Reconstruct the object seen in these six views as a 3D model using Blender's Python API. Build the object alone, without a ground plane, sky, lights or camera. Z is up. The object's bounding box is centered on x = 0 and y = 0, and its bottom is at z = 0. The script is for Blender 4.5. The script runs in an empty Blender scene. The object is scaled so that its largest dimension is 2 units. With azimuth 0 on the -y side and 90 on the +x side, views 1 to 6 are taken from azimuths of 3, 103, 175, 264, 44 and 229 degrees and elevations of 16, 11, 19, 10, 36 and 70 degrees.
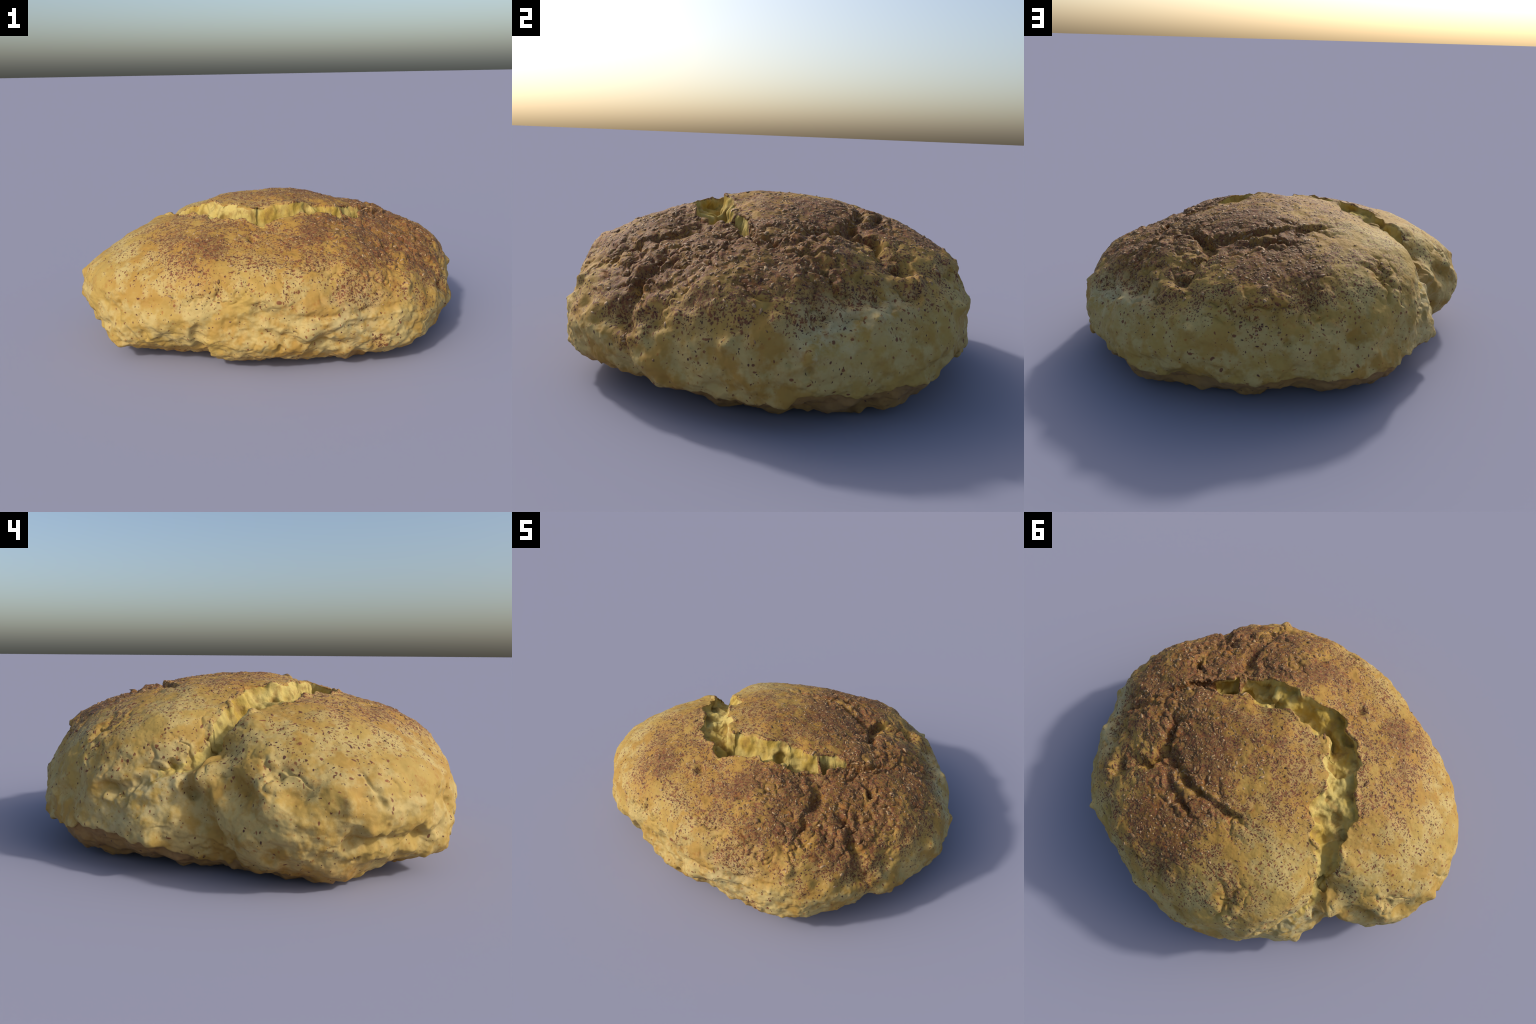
"""A rustic round bread roll (bannock) with a cracked, cinnamon-and-sugar dusted crust.

The body is lofted through horizontal cross-section rings, then torn open along
cracks, dented, folded and roughened; finally its faces are sorted into crust,
torn crumb and baked underside, and loose sugar grains are strewn on the crust.
"""
import bpy, bmesh, math
import numpy as np

rng = np.random.default_rng(11)
CENTRE = np.array([0.0, 0.0, 0.38])
DETAIL = 9                       # icosphere subdivisions of the body

# ---------------------------------------------------------------- body loft
# Distance of the skin from the centre, every 15 degrees round the roll
# (from +x towards +y), one ring per flattened latitude.
RINGS = [
    (-75, [.430, .434, .434, .434, .439, .439, .433, .424, .426, .429, .429, .428, .428, .430, .427, .421, .420, .419, .421, .422, .421, .417, .417, .421]),
    (-60, [.601, .615, .619, .618, .617, .606, .594, .588, .583, .579, .583, .584, .587, .604, .584, .574, .575, .578, .576, .579, .580, .574, .565, .573]),
    (-45, [.851, .866, .872, .867, .840, .820, .779, .808, .805, .762, .771, .750, .797, .851, .797, .791, .778, .789, .774, .780, .798, .813, .774, .772]),
    (-30, [.988, 1.006, .967, .979, .907, .899, .853, .883, .867, .836, .823, .797, .926, .980, .989, 1.004, .886, .879, .871, .869, .917, .978, .958, .962]),
    (-15, [.979, 1.011, .973, .976, .933, .877, .868, .841, .829, .801, .786, .748, .963, 1.013, 1.031, .993, .945, .863, .840, .896, .902, .970, .970, .972]),
    (0, [.943, .951, .883, .895, .909, .830, .815, .787, .800, .781, .721, .707, .890, .976, .994, .958, .898, .853, .854, .850, .864, .909, .900, .901]),
    (15, [.857, .828, .794, .764, .790, .813, .734, .722, .731, .735, .697, .627, .771, .827, .852, .826, .820, .796, .785, .799, .813, .788, .768, .796]),
    (30, [.683, .678, .691, .645, .681, .682, .656, .641, .641, .644, .652, .593, .653, .698, .698, .686, .704, .648, .637, .655, .685, .671, .639, .640]),
    (45, [.541, .547, .526, .515, .539, .544, .540, .531, .531, .526, .518, .507, .509, .540, .546, .549, .542, .525, .512, .546, .554, .549, .501, .519]),
    (60, [.441, .437, .435, .437, .438, .439, .438, .429, .430, .434, .431, .426, .428, .439, .438, .433, .429, .435, .429, .432, .447, .435, .417, .432]),
    (75, [.362, .357, .358, .361, .364, .358, .355, .353, .356, .357, .355, .353, .353, .355, .355, .353, .353, .357, .359, .366, .365, .355, .353, .360]),
]
SOUTH, NORTH = 0.363, 0.326
NET = np.vstack([np.full(24, SOUTH)] + [np.array(r) for _, r in RINGS] + [np.full(24, NORTH)])


def spline_weights(t):
    return np.stack([(-t + 2 * t * t - t ** 3) / 2, (2 - 5 * t * t + 3 * t ** 3) / 2,
                     (t + 4 * t * t - 3 * t ** 3) / 2, (-t * t + t ** 3) / 2], -1)


def loft_radius(d):
    """Smooth radius for flattened directions d (already z-stretched unit vectors)."""
    ne, na = NET.shape
    az = (np.arctan2(d[:, 1], d[:, 0]) / math.tau * na) % na
    el = (np.degrees(np.arcsin(np.clip(d[:, 2], -1, 1))) + 90) / 180 * (ne - 1)
    ia = np.floor(az).astype(int)
    ie = np.minimum(np.floor(el).astype(int), ne - 2)
    wa, we = spline_weights(az - ia), spline_weights(el - ie)
    out = np.zeros(len(d))
    for a in range(4):
        for e in range(4):
            row = ie + e - 1
            over = (row < 0) | (row > ne - 1)
            row = np.where(row < 0, -row, np.where(row > ne - 1, 2 * (ne - 1) - row, row))
            col = np.where(over, ia + a - 1 + na // 2, ia + a - 1) % na
            out += wa[:, a] * we[:, e] * NET[row, col]
    return out


# ---------------------------------------------------------------- noise tools
def hash3(i, j, k, seed):
    h = (i * 374761393 + j * 668265263 + k * 2147483647 + seed * 974634777) & 0xFFFFFFFF
    h = ((h ^ (h >> 13)) * 1274126177) & 0xFFFFFFFF
    return h ^ (h >> 16)


def noise(p, scale, seed=0, block=16384):
    """Gradient noise, about -1..1 (worked in blocks that fit the cache)."""
    return np.concatenate([noise_block(p[k:k + block], scale, seed) for k in range(0, len(p), block)])


def noise_block(p, scale, seed):
    q = p * scale
    c = np.floor(q).astype(np.int64)
    f = q - c
    u = f * f * f * (f * (f * 6 - 15) + 10)
    out = np.zeros(len(p))
    for dx in (0, 1):
        for dy in (0, 1):
            for dz in (0, 1):
                h = hash3(c[:, 0] + dx, c[:, 1] + dy, c[:, 2] + dz, seed)
                g = np.stack([(h & 1023) / 511.5 - 1, ((h >> 10) & 1023) / 511.5 - 1, ((h >> 20) & 1023) / 511.5 - 1], -1)
                w = (u[:, 0] if dx else 1 - u[:, 0]) * (u[:, 1] if dy else 1 - u[:, 1]) * (u[:, 2] if dz else 1 - u[:, 2])
                out += w * ((f - np.array([dx, dy, dz])) * g).sum(1)
    return out * 1.3


def fbm(p, scale, octaves=3, seed=0, gain=0.5):
    return sum(noise(p, scale * 2 ** o, seed + 17 * o) * gain ** o for o in range(octaves))


def smooth(a, b, x):
    t = np.clip((x - a) / (b - a), 0, 1)
    return t * t * (3 - 2 * t)


def on_skin(points):
    """Slide points radially onto the lofted skin."""
    v = np.asarray(points, float) - CENTRE
    d = v * np.array([1, 1, 2.0])
    v /= np.linalg.norm(v, axis=1, keepdims=True)
    return CENTRE + v * loft_radius(d / np.linalg.norm(d, axis=1, keepdims=True))[:, None]


def polyline_nearest(p, line):
    """Distance to a polyline and the running parameter (in segments)."""
    best, at = np.full(len(p), 1e9), np.zeros(len(p))
    for i, (a, b) in enumerate(zip(line[:-1], line[1:])):
        ab = b - a
        t = np.clip(((p - a) @ ab) / (ab @ ab), 0, 1)
        d = np.linalg.norm(p - (a + t[:, None] * ab), axis=1)
        hit = d < best
        best[hit], at[hit] = d[hit], (i + t)[hit]
    return best, at


# ---------------------------------------------------------------- build body
bm = bmesh.new()
bmesh.ops.create_icosphere(bm, subdivisions=DETAIL, radius=1.0)
me = bpy.data.meshes.new("body_stock")
bm.to_mesh(me)
bm.free()
nv, nf = len(me.vertices), len(me.polygons)
D = np.empty(nv * 3, np.float32)
me.vertices.foreach_get("co", D)
D = D.reshape(-1, 3).astype(float)
F = np.empty(nf * 3, np.int32)
me.loops.foreach_get("vertex_index", F)
F = F.reshape(-1, 3)
bpy.data.meshes.remove(me)
D /= np.linalg.norm(D, axis=1, keepdims=True)
flat = D * np.array([1, 1, 0.5])
flat /= np.linalg.norm(flat, axis=1, keepdims=True)
base = CENTRE + flat * loft_radius(D)[:, None]


def normals_of(v):
    n = np.zeros_like(v)
    fn = np.cross(v[F[:, 1]] - v[F[:, 0]], v[F[:, 2]] - v[F[:, 0]])
    for c in range(3):
        for a in range(3):
            n[:, a] += np.bincount(F[:, c], fn[:, a], minlength=nv)
    return n / np.maximum(np.linalg.norm(n, axis=1, keepdims=True), 1e-12)


N = normals_of(base)
P = base.copy()
upper = smooth(0.28, 0.48, base[:, 2])          # 1 on the dome, 0 on the sides
lower = 1 - smooth(0.12, 0.32, base[:, 2])

# broad lumps and shallow folds on the sides, knobbly broken dough on the +x dome
lump = fbm(base * np.array([1, 1, 1.4]), 5.5, 3, 3)
fold = 1 - np.abs(fbm(base * np.array([1, 1, 1.5]), 6.0, 3, 40)) * 2.2
knobbly = upper * smooth(0.1, 0.55, base[:, 0] - 0.25 * base[:, 1])
crease = np.clip(1 - np.abs(fbm(base, 7, 3, 140, .6)) * 3.6, 0, 1) ** 2 * smooth(-0.15, 0.45, fbm(base, 6, 2, 141))
swell = 0.015 * lump * (1 - 0.5 * upper) + 0.005 * (fold - 0.55) * (1 - upper)
swell += knobbly * (0.013 * fbm(base, 9, 3, 23) - 0.014 * crease + 0.002)
swell -= 0.006 * crease * (1 - upper) * smooth(-0.1, 0.3, noise(base, 3.5, 8))
swell += (1 - upper) * (0.010 * fbm(base * np.array([1, 1, 1.3]), 9.5, 2, 27) - 0.004 + 0.008 * smooth(0.42, 0.7, noise(base, 13, 28)) * smooth(0.12, 0.3, np.linalg.norm(base - np.array([-.62, .32, .25]), axis=1)))
crinkle = fbm(base, 18, 3, 9)
swell += crinkle * (0.0042 * (1 - upper) + 0.0035 * upper + 0.004 * lower)
P += N * swell[:, None]

pit = smooth(0.36, 0.62, noise(base, 15, 66)) * smooth(-0.1, 0.3, noise(base, 4, 67)) * (1 - upper)
P -= N * (0.015 * pit)[:, None]

# named dents (negative) and lumps (positive): centre, radius, height
SPOTS = [
    ((-0.924, -0.097, 0.365), 0.075, -0.030), ((-0.88, -0.05, 0.42), 0.06, -0.016),
    ((-0.80, 0.08, 0.36), 0.09, -0.015), ((-0.96, -0.28, 0.20), 0.05, -0.018),
    ((-0.85, -0.52, 0.19), 0.05, -0.035), ((-0.76, -0.63, 0.19), 0.04, -0.03),
    ((-0.73, -0.668, 0.104), 0.06, 0.016), ((-0.95, -0.31, 0.24), 0.035, 0.022),
    ((-0.692, 0.386, 0.151), 0.034, 0.026), ((0.45, 0.80, 0.36), 0.026, 0.024),
    ((0.64, -0.636, 0.385), 0.028, 0.022), ((0.18, -0.861, 0.22), 0.045, 0.030),
    ((0.00, -0.84, 0.26), 0.035, 0.020), ((-0.70, -0.69, 0.31), 0.022, -0.020),
    ((-0.71, -0.69, 0.27), 0.03, -0.012), ((-0.066, -0.525, 0.579), 0.028, -0.030),
    ((-0.205, -0.385, 0.633), 0.025, 0.012), ((0.93, 0.32, 0.287), 0.035, 0.014),
    ((0.50, 0.565, 0.487), 0.045, -0.040), ((0.74, 0.49, 0.37), 0.06, 0.018), ((0.71, -0.35, 0.46), 0.05, 0.012),
    ((-0.66, 0.29, 0.33), 0.045, 0.018), ((-0.72, 0.20, 0.32), 0.05, 0.015), ((-0.60, 0.44, 0.27), 0.05, 0.018),
    ((-0.66, 0.28, 0.25), 0.05, 0.015), ((0.30, -0.79, 0.38), 0.035, -0.012),
    ((0.985, 0.05, 0.30), 0.035, 0.030), ((-0.98, -0.25, 0.33), 0.04, 0.028), ((-0.96, -0.25, 0.30), 0.14, 0.007), ((0.97, 0.10, 0.28), 0.16, 0.006), ((0.87, -0.36, 0.30), 0.05, -0.015),
    ((-0.37, 0.58, 0.49), 0.04, -0.012), ((-0.15, 0.30, 0.66), 0.03, -0.010),
    ((0.62, 0.62, 0.41), 0.035, -0.012), ((0.50, 0.23, 0.60), 0.03, 0.010),
    ((-.69, .19, .36), .080, .066), ((-.75, .14, .29), .08, .030), ((-.79, .09, .39), .07, .018), ((-.62, .02, .56), .07, .016), ((-.65, -.35, .03), .11, .020), ((.62, .64, .08), .08, .022), ((-.61, .24, .44), .05, .018), ((-.64, .34, .36), .06, .014), ((-.88, .02, .38), .08, .018),
    ((-.53, .59, .30), .07, .016), ((-.62, -.14, .58), .08, -.011), ((.76, .50, .35), .09, .024), ((.80, .41, .06), .09, .036), ((-.80, -.22, .07), .10, .022),
    ((.93, .23, .10), .08, .014), ((.70, .56, .06), .09, .028), ((.37, .69, .49), .06, .013), ((.39, .82, .28), .08, -.010),
    ((.58, .47, .49), .07, .016), ((-.30, .77, .28), .08, .017), ((.17, .83, .33), .06, .015), ((.83, -.27, .41), .08, .014),
    ((.90, -.20, .10), .08, .014), ((.98, .12, .19), .08, .014), ((.81, -.52, .25), .07, .013), ((.72, -.65, .22), .07, .010),
    ((.31, -.45, .61), .07, -.006),
    ((0.77, -0.62, 0.22), 0.06, 0.015), ((0.53, 0.62, 0.46), 0.05, 0.020),
]
wob = 1 + 0.25 * noise(base, 18, 77)
for c, r, h in SPOTS:
    dist = np.linalg.norm(base - on_skin([c])[0], axis=1) * wob
    P += N * (h * np.exp(-(dist / r) ** 2 * 1.6))[:, None]

# ---------------------------------------------------------------- big tear
# stations along the tear: outer lip (x, y), inner (plateau) lip (x, y), depth
TEAR = [
    (.61, .07, .595, .085, .03), (.575, .00, .55, .04, .09), (.515, -.065, .48, -.005, .17), (.465, -.12, .42, -.04, .19),
    (.44, -.215, .37, -.06, .11), (.35, -.275, .29, -.12, .16), (.27, -.31, .21, -.16, .16), (.16, -.35, .12, -.19, .14),
    (.05, -.385, .03, -.235, .13), (-.05, -.43, -.06, -.265, .155), (-.16, -.40, -.13, -.235, .15), (-.22, -.37, -.20, -.20, .13),
    (-.295, -.32, -.26, -.145, .095), (-.355, -.25, -.33, -.07, .09), (-.415, -.15, -.40, .04, .11), (-.485, -.08, -.445, .11, .125),
    (-.53, -.01, -.495, .12, .12), (-.575, .065, -.54, .15, .10), (-.60, .115, -.58, .175, .075), (-.62, .16, -.60, .19, .05),
]
T = np.array(TEAR)
outer, inner, t_depth = T[:, 0:2], T[:, 2:4], T[:, 4] * 0.74
mid = (outer + inner) / 2
half = (inner - outer) / 2
hw = np.linalg.norm(half, axis=1)
xy = base[:, :2]
jag = sum(amp * np.stack([noise(base, sc, 101 + sc), noise(base, sc, 202 + sc)], -1) for sc, amp in ((8, .016), (18, .013), (42, .005)))
q = xy + jag
dist, at = polyline_nearest(q, mid)
i0 = np.minimum(at.astype(int), len(mid) - 2)
ft = at - i0
mix = lambda arr: arr[i0] * (1 - ft)[:, None] + arr[i0 + 1] * ft[:, None]
centre_xy, half_xy = mix(mid), mix(half)
w_here = 0.90 * (hw[i0] * (1 - ft) + hw[i0 + 1] * ft) * (1 + 0.16 * np.sin(at * 2.3 + 1.0) + 0.10 * np.sin(at * 5.1))
d_here = t_depth[i0] * (1 - ft) + t_depth[i0 + 1] * ft
side = ((q - centre_xy) * half_xy).sum(1) / np.maximum(np.linalg.norm(half_xy, axis=1), 1e-6) / np.maximum(w_here, 1e-6)
off_end = np.linalg.norm(q - centre_xy, axis=1) / np.maximum(w_here, 1e-6)
s = np.sign(side) * np.maximum(np.abs(side), off_end)   # -1 outer lip, +1 plateau lip
in_tear = (np.abs(s) < 1.6) & (base[:, 2] > 0.3)
# both walls slump towards an uneven floor full of torn pockets
lean = 0.46 + 0.34 * noise(base, 8, 150)
slump = np.clip((s + 1.0) / (1.15 + 0.5 * noise(base, 7, 151)), 0, 1)
wall = (0.30 * smooth(-1.0, -0.85, s) + 0.70 * slump) * (1 - smooth(lean, 1.0, s))
bridge = sum(k * np.exp(-(((at - c + 0.25 * noise(base, 9, 152)) / w) ** 2)) for c, w, k in ((4.0, .34, 1.0), (1.7, .22, .75), (5.9, .16, .4), (15.2, .3, .3), (17.6, .3, .4)))
bridge = np.clip(bridge, 0, 1)
d_tear = d_here * (1 - 0.75 * bridge)
pocket = 1 + 0.5 * fbm(base, 9, 2, 55)
cut = np.where(in_tear, d_tear * wall * np.clip(pocket, 0.35, 1.7), 0)
P[:, 2] -= cut
lip = np.where(in_tear, np.exp(-((np.abs(s) - 1.07) / 0.11) ** 2), 0) * smooth(0.03, 0.07, d_here)
P[:, 2] += 0.004 * lip * (1 + noise(base, 15, 160))
dirxy = half_xy / np.maximum(np.linalg.norm(half_xy, axis=1, keepdims=True), 1e-6)
under = np.where(in_tear, np.exp(-((s + 0.72) / 0.16) ** 2) * d_here * 0.12 * (1 + noise(base, 12, 170)), 0)
P[:, :2] -= dirxy * under[:, None]
torn = np.where(in_tear, (smooth(-1.02, -0.90, s) * (1 - smooth(0.86, 1.0, s))) * smooth(0.02, 0.05, d_here) * (1 - np.clip(bridge, 0, 1)) * smooth(1.5, 2.4, at + 0.8 * noise(base, 14, 153)), 0)
crumb = torn.copy()

# ---------------------------------------------------------------- smaller cracks
# points on the skin, half width, depth, share of bare crumb inside
CRACKS = [
    ([(.43, -.22, .59), (.50, -.25, .57), (.53, -.31, .55), (.55, -.36, .54)], .030, .044, 0),
    ([(.55, -.36, .54), (.54, -.43, .53), (.58, -.44, .51), (.58, -.51, .48)], .016, .022, 0),
    ([(.75, -.31, .46), (.79, -.33, .42), (.83, -.34, .38), (.86, -.37, .33)], .032, .036, 0),
    ([(.66, -.30, .52), (.72, -.28, .48), (.75, -.31, .46)], .020, .022, 0),
    ([(.62, -.42, .49), (.68, -.40, .47), (.70, -.34, .48)], .018, .018, 0),
    ([(.56, .02, .60), (.60, .08, .585), (.62, .14, .57)], .022, .022, 0),
    ([(.89, -.20, .33), (.92, -.14, .31), (.93, -.08, .31)], .04, .016, 0),
    ([(.60, .24, .55), (.64, .30, .52), (.70, .33, .49)], .03, .020, 0),
    ([(.70, -.09, .545), (.68, -.06, .56), (.63, -.05, .575)], .024, .040, 0),
    ([(.75, -.24, .485), (.71, -.21, .51)], .020, .030, 0),
    ([(.46, .52, .52), (.41, .48, .55), (.36, .45, .58), (.385, .39, .59), (.40, .34, .60), (.43, .28, .60), (.45, .23, .605)], .028, .044, 0),
    ([(.39, .35, .60), (.29, .37, .62), (.20, .385, .64), (.08, .37, .655), (.0, .35, .66), (-.06, .34, .66), (-.13, .31, .655)], .022, .042, 0),
    ([(.30, .40, .61), (.20, .455, .615), (.10, .44, .63), (.02, .45, .63)], .026, .038, 0),
    ([(.46, .55, .50), (.50, .59, .47), (.56, .60, .44), (.62, .575, .42), (.70, .51, .40), (.78, .43, .37), (.84, .40, .33)], .040, .012, 0),
    ([(.72, .31, .50), (.76, .33, .46), (.85, .33, .39), (.90, .31, .35)], .050, .018, 0),
    ([(-.60, .13, .51), (-.60, .17, .46), (-.62, .20, .43), (-.65, .23, .41), (-.64, .30, .39), (-.63, .38, .36)], .034, .045, .6),
    ([(-.64, .41, .335), (-.60, .50, .31), (-.55, .56, .31)], .028, .034, .3),
    ([(-.66, .25, .37), (-.69, .27, .33), (-.72, .22, .30)], .022, .025, 0),
    ([(-.68, .23, .36), (-.73, .20, .28), (-.76, .17, .19), (-.76, .14, .12), (-.74, .11, .05)], .055, .035, 0),
    ([(-.95, -.27, .19), (-.93, -.40, .185), (-.86, -.52, .17), (-.78, -.62, .155)], .040, .024, 0),
    ([(-.31, -.82, .22), (-.32, -.80, .16), (-.31, -.76, .08), (-.29, -.70, .03)], .036, .045, 0),
    ([(-.16, -.83, .24), (0, -.85, .215), (.18, -.85, .18), (.30, -.82, .16), (.40, -.79, .14)], .036, .024, 0),
    ([(.12, -.85, .30), (.30, -.81, .31), (.48, -.75, .31), (.66, -.68, .31)], .020, .014, 0),
    ([(.42, -.74, .12), (.40, -.66, .05)], .035, .030, 0),
    ([(.69, .68, .20), (.59, .73, .19), (.48, .75, .14), (.36, .78, .12)], .040, .016, 0),
    ([(-.06, .71, .48), (-.07, .74, .44), (-.08, .77, .41)], .020, .022, 0),
    ([(.06, .83, .35), (.05, .85, .31)], .016, .018, 0),
    ([(.35, .75, .45), (.24, .80, .43), (.12, .79, .44), (.01, .79, .41)], .035, .012, 0),
    ([(-.15, .81, .31), (-.28, .76, .31), (-.43, .70, .25)], .040, .014, 0),
    ([(-.38, .54, .53), (-.40, .58, .49), (-.43, .62, .45)], .030, .012, 0),
    ([(.89, -.25, .35), (.93, -.21, .28), (.96, -.13, .22), (.97, -.06, .19)], .045, .016, 0),
    ([(.91, .29, .36), (.88, .34, .34), (.85, .41, .31)], .035, .014, 0),
    ([(.81, -.49, .30), (.87, -.37, .31), (.90, -.31, .30)], .04, .020, 0),
    ([(.76, .33, .45), (.69, .47, .42), (.61, .56, .44)], .040, .020, 0),
    ([(-.38, -.82, .33), (-.24, -.82, .38), (-.07, -.85, .37), (.09, -.85, .28)], .045, .014, 0),
    ([(-.73, -.67, .31), (-.69, -.71, .23), (-.61, -.74, .16)], .022, .014, 0),
    ([(.22, -.85, .22), (.39, -.80, .25), (.57, -.74, .26)], .025, .012, 0),
    ([(-.79, .11, .39), (-.86, .08, .34), (-.92, .02, .23), (-.90, -.01, .14)], .05, .012, 0),
    ([(-.88, -.01, .41), (-.94, -.05, .34), (-.97, -.08, .29)], .035, .018, 0),
    ([(-.95, -.36, .34), (-.95, -.38, .31)], .014, .012, 0),
    ([(.88, -.38, .22), (.90, -.30, .14), (.85, -.22, .08)], .05, .025, 0),
]
bend = base + sum(amp * np.stack([noise(base, sc, 5 + sc), noise(base, sc, 6 + sc), noise(base, sc, 7 + sc)], -1) for sc, amp in ((9, .016), (24, .012), (50, .005)))
near = np.zeros(nv)
for pts, w, depth, bare in CRACKS:
    dist, at_c = polyline_nearest(bend, on_skin(pts))
    ww = w * (1.45 + 0.75 * noise(base, 12, 91))
    near = np.maximum(near, np.exp(-(dist / 0.085) ** 2) * smooth(0.3, 0.42, base[:, 2]))
    taper = smooth(-0.05, 0.8, np.minimum(at_c, len(pts) - 1 - at_c) + 0.15)
    g = (1 - smooth(0.05, 1.0, dist / ww)) * (0.4 + 0.6 * taper)
    P -= N * (depth * g * np.clip(0.85 + 1.0 * noise(base, 10, 12), 0.12, 1.8))[:, None]
    if bare:
        crumb = np.maximum(crumb, g * bare * (0.75 + 0.5 * noise(base, 9, 33)))

# broken plates of crust along the fissures
shard = np.clip(1 - np.abs(fbm(bend, 10, 2, 240)) * 3.5, 0, 1)
P += N * (near * (0.010 * fbm(bend, 12, 2, 241) + 0.004 - 0.016 * shard ** 1.5))[:, None]

# ---------------------------------------------------------------- underside
azim = np.degrees(np.arctan2(base[:, 1], base[:, 0]))
RIM_AZ = [-180, -160, -130, -90, -60, -30, -8, 5, 20, 45, 65, 90, 110, 135, 150, 158, 180]
RIM_Z = [.05, .035, .04, .03, .04, .06, .11, .09, .13, .13, .115, .155, .13, .15, .13, .08, .05]
rim = np.interp(azim, RIM_AZ, RIM_Z) + 0.022 * fbm(base * np.array([1, 1, .4]), 13, 3, 70)
stepped = np.interp(azim, [-180, -20, 0, 150, 162, 180], [0.25, 0.25, 1, 1, 0.25, 0.25])
below = 1 - smooth(-0.006, 0.006, base[:, 2] - rim)
P -= N * (0.013 * below * stepped)[:, None]
frill = np.exp(-((base[:, 2] - rim - 0.008) / 0.02) ** 2)
P += N * (0.008 * frill * (0.5 + noise(base, 20, 45)) * stepped)[:, None]
ragged = lower * (1 - smooth(0.0, 0.1, base[:, 2])) * smooth(0.4, 0.7, np.hypot(base[:, 0], base[:, 1]))
P += N * (0.030 * ragged * fbm(base, 9, 3, 83))[:, None]

# ---------------------------------------------------------------- sugar relief
# how thickly the topping lies: blobs (centre, radius, strength) over the dome
TOPPING = [
    ((.49, .17, .60), .34, .75), ((.15, .22, .68), .27, .70), ((.14, .48, .61), .24, .65), ((-.05, .58, .57), .17, .55),
    ((.16, .62, .54), .17, .45), ((.50, -.38, .56), .26, .65), ((.30, -.40, .61), .16, .55), ((.72, -.15, .52), .24, .70),
    ((.60, .06, .58), .25, .45), ((.76, .22, .48), .17, .50), ((-.28, .06, .67), .14, .35), ((.02, -.06, .70), .18, .35),
    ((.10, -.48, .60), .42, .24), ((-.10, .05, .68), .45, .14), ((-.45, -.35, .58), .32, .17), ((.10, .62, .52), .34, .18),
    ((-.30, -.57, .56), .20, .50), ((-.50, -.38, .59), .16, .30), ((.15, -.60, .56), .17, .45), ((.48, -.64, .47), .20, .50),
    ((-.31, -.70, .50), .13, .35), ((-.40, .50, .53), .14, .30), ((-.46, -.12, .62), .10, .30), ((.84, .05, .45), .17, .45),
    ((.78, -.42, .40), .14, .35), ((.50, -.76, .14), .05, .4), ((.73, -.62, .30), .06, .4), ((.33, -.79, .38), .07, .3), ((.50, .60, .46), .14, .45), ((-.12, -.46, .62), .12, .35), ((.88, -.34, .26), .055, .55), ((.82, -.26, .42), .15, .40), ((.72, -.45, .44), .12, .35), ((.60, .45, .50), .14, .40), ((.74, .35, .47), .09, .3),
]
topping = np.zeros(nv)
for c, r, k in TOPPING:
    topping += k * np.exp(-(((base - np.array(c)) / r) ** 2).sum(1) * 1.3)
topping = np.clip(topping, 0, 1.0) * (1 - np.clip(crumb * 1.6, 0, 1))
grain = noise(base, 62, 300) * 0.6 + noise(base, 110, 301) * 0.4
P += N * (grain * (0.0012 + 0.0012 * topping))[:, None]
P += N * (noise(base, 26, 310) * 0.0035 * topping)[:, None]
N2 = normals_of(P)
soft = np.where(in_tear, np.exp(-(np.maximum(np.abs(s) - 0.9, 0) / 0.25) ** 2), 0)
P += N2 * (soft * (fbm(P, 11, 2, 320) * 0.020 + fbm(P, 30, 2, 321) * 0.007 - 0.024 * smooth(0.2, 0.6, noise(P, 12, 323))) + crumb * (1 - soft) * fbm(P, 40, 2, 322) * 0.006)[:, None]

# settle on the ground, centre and size
P[:, 2] = np.where(P[:, 2] < 0.012, 0.012 + (P[:, 2] - 0.012) * 0.15, P[:, 2])
P[:, 2] -= P[:, 2].min()
# ease the outermost tips back to the roll's true breadth
P[:, 1] = np.where(P[:, 1] < -0.862, -0.862 + (P[:, 1] + 0.862) * 0.45, P[:, 1])
lo, hi = P.min(0), P.max(0)
P[:, 0] -= (lo[0] + hi[0]) / 2
SHIFT = np.zeros(3)
VN = normals_of(P)

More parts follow.
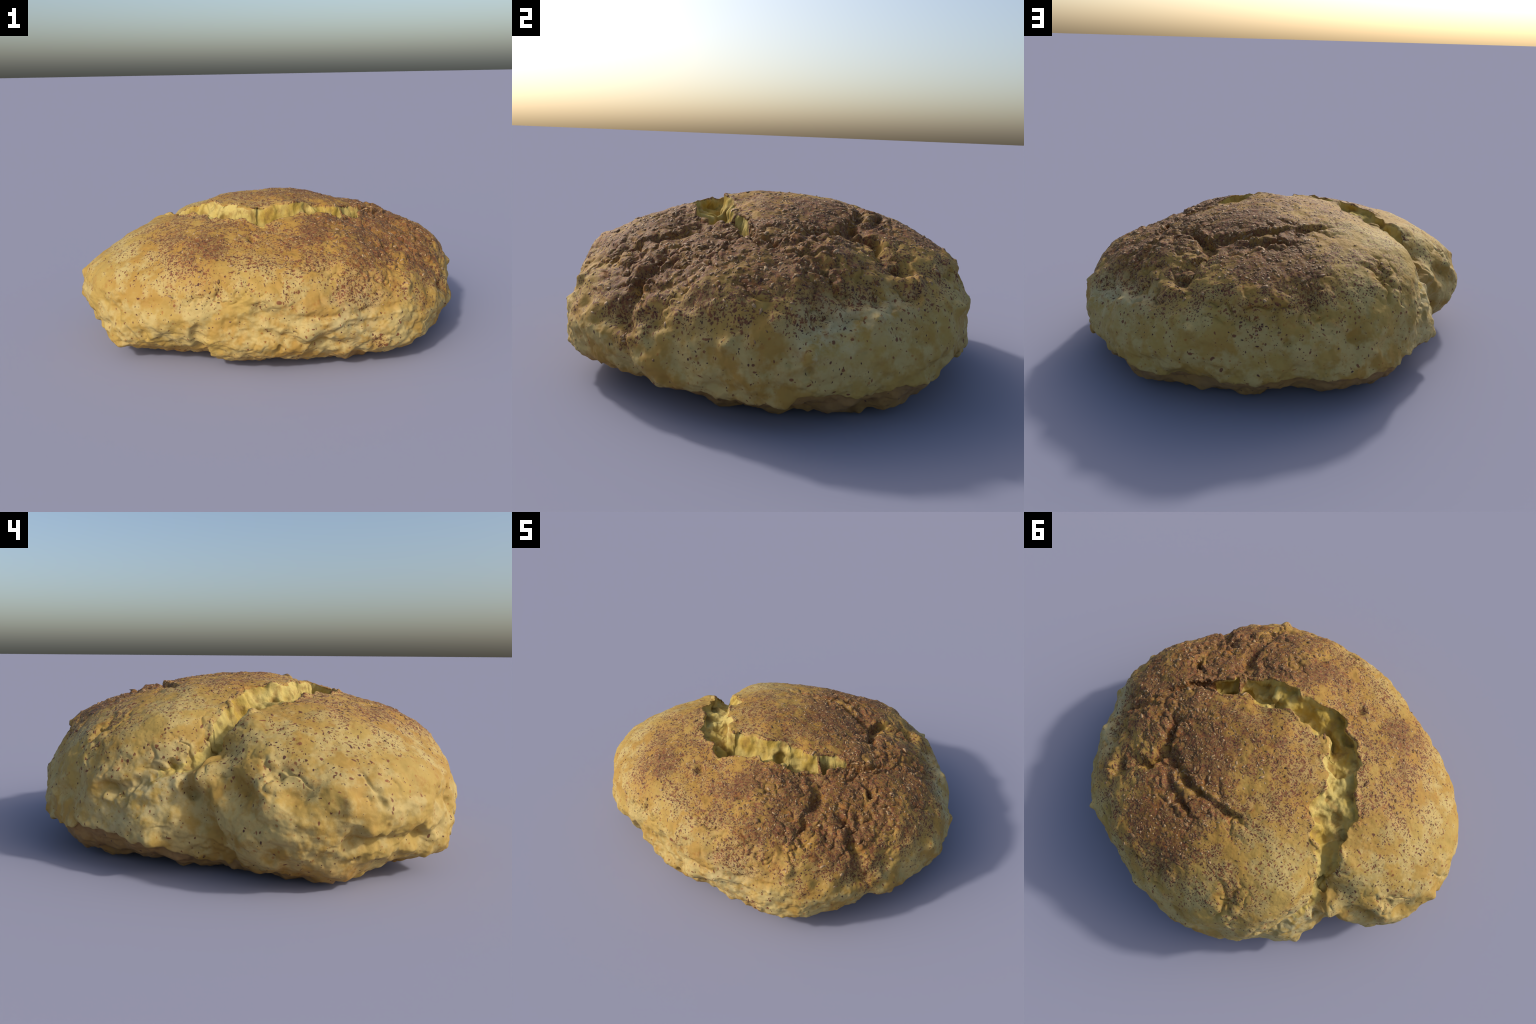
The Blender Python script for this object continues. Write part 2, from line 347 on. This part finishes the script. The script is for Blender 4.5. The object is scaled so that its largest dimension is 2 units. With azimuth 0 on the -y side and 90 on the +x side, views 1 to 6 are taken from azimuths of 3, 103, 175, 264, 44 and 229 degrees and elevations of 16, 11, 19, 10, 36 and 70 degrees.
# ---------------------------------------------------------------- materials
class Nodes:
    def __init__(self, name):
        self.mat = bpy.data.materials.new(name)
        self.mat.use_nodes = True
        self.t = self.mat.node_tree
        self.bsdf = self.t.nodes["Principled BSDF"]
        self.pos = self.t.nodes.new("ShaderNodeTexCoord").outputs["Object"]

    def put(self, socket, value):
        if isinstance(value, bpy.types.NodeSocket):
            self.t.links.new(value, socket)
        else:
            socket.default_value = value

    def math(self, op, a, b=0.0, clamp=False):
        n = self.t.nodes.new("ShaderNodeMath")
        n.operation, n.use_clamp = op, clamp
        self.put(n.inputs[0], a)
        self.put(n.inputs[1], b)
        return n.outputs[0]

    def noise(self, scale, detail=2.0, rough=0.5, vec=None, colour=False, distort=0.0):
        n = self.t.nodes.new("ShaderNodeTexNoise")
        self.put(n.inputs["Vector"], vec or self.pos)
        n.inputs["Scale"].default_value, n.inputs["Detail"].default_value = scale, detail
        n.inputs["Roughness"].default_value, n.inputs["Distortion"].default_value = rough, distort
        return n.outputs["Color" if colour else "Fac"]

    def step(self, x, a, b):
        n = self.t.nodes.new("ShaderNodeMapRange")
        n.interpolation_type = "SMOOTHSTEP"
        self.put(n.inputs["Value"], x)
        n.inputs["From Min"].default_value, n.inputs["From Max"].default_value = a, b
        return n.outputs["Result"]

    def mix(self, fac, a, b, mode="MIX"):
        n = self.t.nodes.new("ShaderNodeMix")
        n.data_type, n.blend_type = "RGBA", mode
        self.put(n.inputs["Factor"], fac)
        for sock, v in ((n.inputs[6], a), (n.inputs[7], b)):
            self.put(sock, v if isinstance(v, bpy.types.NodeSocket) else (*v, 1))
        return n.outputs[2]

    def warp(self, scale, amount, stretch=(1, 1, 1)):
        c = self.noise(scale, 1, colour=True)
        sub = self.t.nodes.new("ShaderNodeVectorMath")
        sub.operation = "MULTIPLY_ADD"
        self.put(sub.inputs[0], c)
        sub.inputs[1].default_value = (amount,) * 3
        self.put(sub.inputs[2], self.pos)
        m = self.t.nodes.new("ShaderNodeMapping")
        self.put(m.inputs["Vector"], sub.outputs[0])
        m.inputs["Scale"].default_value = stretch
        return m.outputs[0]

    def cells(self, scale, vec):
        n = self.t.nodes.new("ShaderNodeTexVoronoi")
        self.put(n.inputs["Vector"], vec)
        n.inputs["Scale"].default_value = scale
        sep = self.t.nodes.new("ShaderNodeSeparateColor")
        self.put(sep.inputs[0], n.outputs["Color"])
        return n.outputs["Distance"], sep.outputs[0], sep.outputs[1]

    def blob(self, c, r, k):
        v = self.t.nodes.new("ShaderNodeVectorMath")
        v.operation = "DISTANCE"
        self.put(v.inputs[0], self.pos)
        v.inputs[1].default_value = tuple(c)
        e = self.math("MULTIPLY", v.outputs["Value"], 1 / r)
        e = self.math("MULTIPLY", self.math("MULTIPLY", e, e), -1.3)
        return self.math("MULTIPLY", self.math("EXPONENT", e), k)

    def flecks(self, scale, vec, density, size):
        """Small dark bits: one per Voronoi cell, kept where a random draw falls below density."""
        dist, r1, r2 = self.cells(scale, vec)
        keep = self.math("LESS_THAN", r1, density)
        rad = self.math("MULTIPLY_ADD", r2, size * 0.7)
        rad.node.inputs[2].default_value = size * 0.4
        edge = self.step(self.math("DIVIDE", dist, rad), 1.0, 0.55)
        edge.node.inputs["From Min"].default_value, edge.node.inputs["From Max"].default_value = 0.60, 1.0
        edge.node.inputs["To Min"].default_value, edge.node.inputs["To Max"].default_value = 1.0, 0.0
        return self.math("MULTIPLY", keep, edge), r2

    def bump(self, height, strength, distance):
        n = self.t.nodes.new("ShaderNodeBump")
        n.inputs["Strength"].default_value, n.inputs["Distance"].default_value = strength, distance
        self.put(n.inputs["Height"], height)
        self.put(self.bsdf.inputs["Normal"], n.outputs[0])


PALE, WARM, STRAW = (.375, .252, .062), (.340, .200, .040), (.415, .310, .112)
TAN, BROWN, UMBER = (.270, .132, .025), (.125, .050, .015), (.060, .020, .010)
FLECK, RUST = (.048, .013, .014), (.27, .090, .014)


# bare floury dough in the torn recess of the flank
FLOUR = [((.70, .51, .40), .10, .8), ((.80, .40, .37), .12, .9), ((.87, .33, .37), .10, .9), ((.93, .32, .29), .05, 1.0),
         ((.62, .57, .43), .07, .7), ((-.64, .36, .32), .14, .7), ((.40, -.78, .28), .20, .5), ((-.55, .50, .24), .12, .5)]


def make_crust():
    m = Nodes("dusted_crust")
    n1, n2 = m.noise(3.2, 3), m.noise(9, 4, 0.6)
    col = m.mix(m.step(n1, .40, .62), PALE, WARM)
    col = m.mix(m.step(n2, .43, .58), col, STRAW)
    col = m.mix(m.math("MULTIPLY", m.step(m.noise(16, 4, .7), .54, .70), .6), col, (.33, .19, .034))
    fine = m.noise(38, 4, 0.65)
    col = m.mix(m.math("MULTIPLY", m.step(fine, .50, .72), .45), col, (.33, .185, .040))
    for c, r, k in FLOUR:
        f = m.math("MULTIPLY", m.blob(on_skin([c])[0] - SHIFT, r, k), m.step(m.noise(17, 4, .65), .36, .60))
        col = m.mix(f, col, (.46, .40, .215))
    low = m.t.nodes.new("ShaderNodeSeparateXYZ")
    m.put(low.inputs[0], m.pos)
    baked = m.step(m.math("MULTIPLY", low.outputs[2], -1.0), -.16, -.02)
    col = m.mix(m.math("MULTIPLY", m.math("MULTIPLY", baked, m.step(m.noise(6, 4, .6), .36, .60)), .8), col, (.34, .165, .032))
    total = None
    for c, r, k in TOPPING:
        b = m.blob(np.array(c) - SHIFT, r, k)
        total = b if total is None else m.math("ADD", total, b)
    patchy = m.math("MULTIPLY_ADD", m.noise(9, 5, 0.7), 2.2)
    patchy.node.inputs[2].default_value = -1.1
    ragged_t = m.math("ADD", m.math("MINIMUM", total, 1.0), m.math("MULTIPLY", patchy, m.step(total, .02, .5)), clamp=True)
    toast, heavy = m.step(ragged_t, .0, .9), m.step(ragged_t, .40, 1.1)
    col = m.mix(m.math("MULTIPLY", toast, .54), col, TAN)
    rim_glow = m.math("MULTIPLY", m.step(ragged_t, .05, .30), m.math("SUBTRACT", 1.0, m.step(ragged_t, .40, .75)))
    col = m.mix(m.math("MULTIPLY", rim_glow, .20), col, (.30, .13, .018))
    col = m.mix(m.math("MULTIPLY", heavy, .62), col, BROWN)
    speck = m.noise(75, 3, 0.7)
    col = m.mix(m.math("MULTIPLY", m.step(speck, .50, .62), m.math("MULTIPLY", heavy, .75)), col, UMBER)
    col = m.mix(m.math("MULTIPLY", m.step(m.noise(24, 3, 0.65), .52, .66), m.math("MULTIPLY", toast, .55)), col, RUST)
    pale_grain, _ = m.flecks(72, m.warp(14, .03, (1, 1.5, 1.2)), m.math("MULTIPLY", heavy, .8), .36)
    col = m.mix(m.math("MULTIPLY", pale_grain, .8), col, (.25, .135, .048))
    # cinnamon flecks, thick under the sugar, sparse on the shoulders, few low down
    xyz = m.t.nodes.new("ShaderNodeSeparateXYZ")
    m.put(xyz.inputs[0], m.pos)
    sprinkled = m.math("MULTIPLY", m.step(xyz.outputs[2], .26, .54), .15)
    sprinkled = m.math("ADD", m.math("ADD", sprinkled, .014), m.math("MULTIPLY", m.step(ragged_t, -.05, .75), .85))
    sprinkled = m.math("MULTIPLY", sprinkled, m.math("MULTIPLY", m.step(m.noise(9, 5, .75), .38, .62), 2.1))
    for scale, stretch, size, seed in ((33, (1, 2.2, 1.35), .46, 1), (48, (2.1, 1, 1.3), .50, 2), (88, (1, 1.3, 1.9), .50, 3), (64, (1.2, 2.0, 1), .48, 4)):
        f, r = m.flecks(scale, m.warp(17 + 4 * seed, .026, stretch), sprinkled, size)
        col = m.mix(m.math("MULTIPLY", f, .95), col, m.mix(m.step(r, .30, .95), FLECK, (.18, .065, .024)))
    streak = m.math("MULTIPLY", m.step(m.noise(11, 5, .75), .56, .70), m.step(xyz.outputs[2], .10, .38))
    col = m.mix(m.math("MULTIPLY", streak, .45), col, RUST)
    f, r = m.flecks(60, m.warp(9, .06), .08, .40)
    col = m.mix(m.math("MULTIPLY", f, .6), col, RUST)
    m.put(m.bsdf.inputs["Base Color"], col)
    m.bsdf.inputs["Roughness"].default_value = 0.72
    m.bsdf.inputs["Specular IOR Level"].default_value = 0.28
    m.bump(m.math("ADD", m.noise(55, 4, 0.6), m.math("MULTIPLY", speck, m.math("MULTIPLY", heavy, .8))), .32, .006)
    return m.mat


def make_crumb():
    m = Nodes("torn_crumb")
    col = m.mix(m.step(m.noise(7, 3), .38, .65), (.47, .365, .115), (.40, .270, .050))
    col = m.mix(m.math("MULTIPLY", m.step(m.noise(26, 4, .6), .48, .70), .55), col, (.52, .42, .17))
    col = m.mix(m.math("MULTIPLY", m.step(m.noise(13, 4, .65), .50, .66), .75), col, (.27, .155, .034))
    m.put(m.bsdf.inputs["Base Color"], col)
    m.bsdf.inputs["Roughness"].default_value = 0.85
    m.bsdf.inputs["Specular IOR Level"].default_value = 0.2
    m.bump(m.noise(48, 5, .65), .6, .008)
    return m.mat


def make_underside():
    m = Nodes("baked_underside")
    col = m.mix(m.step(m.noise(5, 3), .4, .62), (.30, .165, .042), (.27, .155, .055))
    col = m.mix(m.math("MULTIPLY", m.step(m.noise(20, 4, .6), .5, .7), .6), col, (.18, .085, .022))
    f, r = m.flecks(45, m.warp(20, .03), .10, .3)
    col = m.mix(f, col, (.08, .03, .02))
    m.put(m.bsdf.inputs["Base Color"], col)
    m.bsdf.inputs["Roughness"].default_value = 0.8
    m.bump(m.noise(40, 4, .6), .4, .006)
    return m.mat


def make_sugar():
    m = Nodes("sugar_crystal")
    info = m.t.nodes.new("ShaderNodeNewGeometry").outputs["Random Per Island"]
    col = m.mix(m.step(info, .45, 1.0), (.16, .080, .030), (.38, .245, .12))
    m.put(m.bsdf.inputs["Base Color"], col)
    m.bsdf.inputs["Roughness"].default_value = 0.55
    m.bsdf.inputs["Specular IOR Level"].default_value = 0.3
    return m.mat


# ---------------------------------------------------------------- parts
root = bpy.data.objects.new("bread_roll", None)
bpy.context.scene.collection.objects.link(root)
root["label"] = "round rustic bread roll, cracked golden crust dusted with cinnamon sugar"
root["category"] = "bread"

crumb_soft = crumb + 0.10 * noise(base, 40, 500) * (crumb > .05)
f_crumb = crumb_soft[F].mean(1) > 0.34
f_under = (base[F].mean(1)[:, 2] < rim[F].mean(1)) & ~f_crumb
f_crust = ~(f_crumb | f_under)


def make_part(name, faces, material):
    used, idx = np.unique(faces, return_inverse=True)
    idx = idx.reshape(-1).astype(np.int32)
    mesh = bpy.data.meshes.new(name)
    mesh.vertices.add(len(used))
    mesh.vertices.foreach_set("co", P[used].astype(np.float32).ravel())
    mesh.loops.add(len(idx))
    mesh.loops.foreach_set("vertex_index", idx)
    mesh.polygons.add(len(faces))
    mesh.polygons.foreach_set("loop_start", np.arange(0, len(idx), 3, dtype=np.int32))
    mesh.polygons.foreach_set("use_smooth", np.ones(len(faces), bool))
    mesh.update(calc_edges=True)
    mesh.validate()
    mesh.normals_split_custom_set_from_vertices(VN[used].astype(np.float32))
    mesh.materials.append(material)
    ob = bpy.data.objects.new(name, mesh)
    bpy.context.scene.collection.objects.link(ob)
    ob.parent = root
    return ob


make_part("crust", F[f_crust], make_crust())
make_part("crumb", F[f_crumb], make_crumb())
make_part("underside", F[f_under], make_underside())


# ---------------------------------------------------------------- sugar grains
def strew(name, count, weight, size, material):
    """Small bevelled crystals half sunk in the crust, joined into one mesh."""
    w = np.clip(weight, 0, None)
    area = np.linalg.norm(np.cross(P[F[:, 1]] - P[F[:, 0]], P[F[:, 2]] - P[F[:, 0]]), axis=1)
    pf = w[F].mean(1) * area * f_crust
    pick = rng.choice(nf, count, p=pf / pf.sum())
    at_p, nrm = P[F[pick]].mean(1), VN[F[pick, 0]]
    b = bmesh.new()
    bmesh.ops.create_icosphere(b, subdivisions=1, radius=1.0)
    gv = np.array([v.co[:] for v in b.verts])
    gf = np.array([[v.index for v in f.verts] for f in b.faces])
    b.free()
    t = rng.normal(size=(count, 3))
    t -= (t * nrm).sum(1, keepdims=True) * nrm
    t /= np.linalg.norm(t, axis=1, keepdims=True)
    u = np.cross(nrm, t)
    s0 = size * rng.lognormal(0, .30, count)
    shape = gv[None] * (1 + 0.22 * rng.normal(size=(count, len(gv), 1)))
    shape *= np.stack([rng.uniform(.9, 1.9, count), rng.uniform(.6, 1.0, count), rng.uniform(.35, .6, count)], -1)[:, None]
    co = (shape[..., 0:1] * t[:, None] + shape[..., 1:2] * u[:, None] + shape[..., 2:3] * nrm[:, None]) * s0[:, None, None]
    co += (at_p - nrm * (s0 * .12)[:, None])[:, None]
    fs = gf[None] + (np.arange(count) * len(gv))[:, None, None]
    mesh = bpy.data.meshes.new(name)
    mesh.from_pydata(co.reshape(-1, 3).tolist(), [], fs.reshape(-1, 3).tolist())
    mesh.polygons.foreach_set("use_smooth", np.ones(len(mesh.polygons), bool))
    mesh.materials.append(material)
    ob = bpy.data.objects.new(name, mesh)
    bpy.context.scene.collection.objects.link(ob)
    ob.parent = root
    ob["kind"] = "stuff"
    return ob


clump = np.clip(1 + 1.3 * fbm(base, 14, 2, 700), 0.05, 3)
strew("sugar_grain", 3800, (topping + .02) ** 1.9 * clump, .0050, make_sugar())
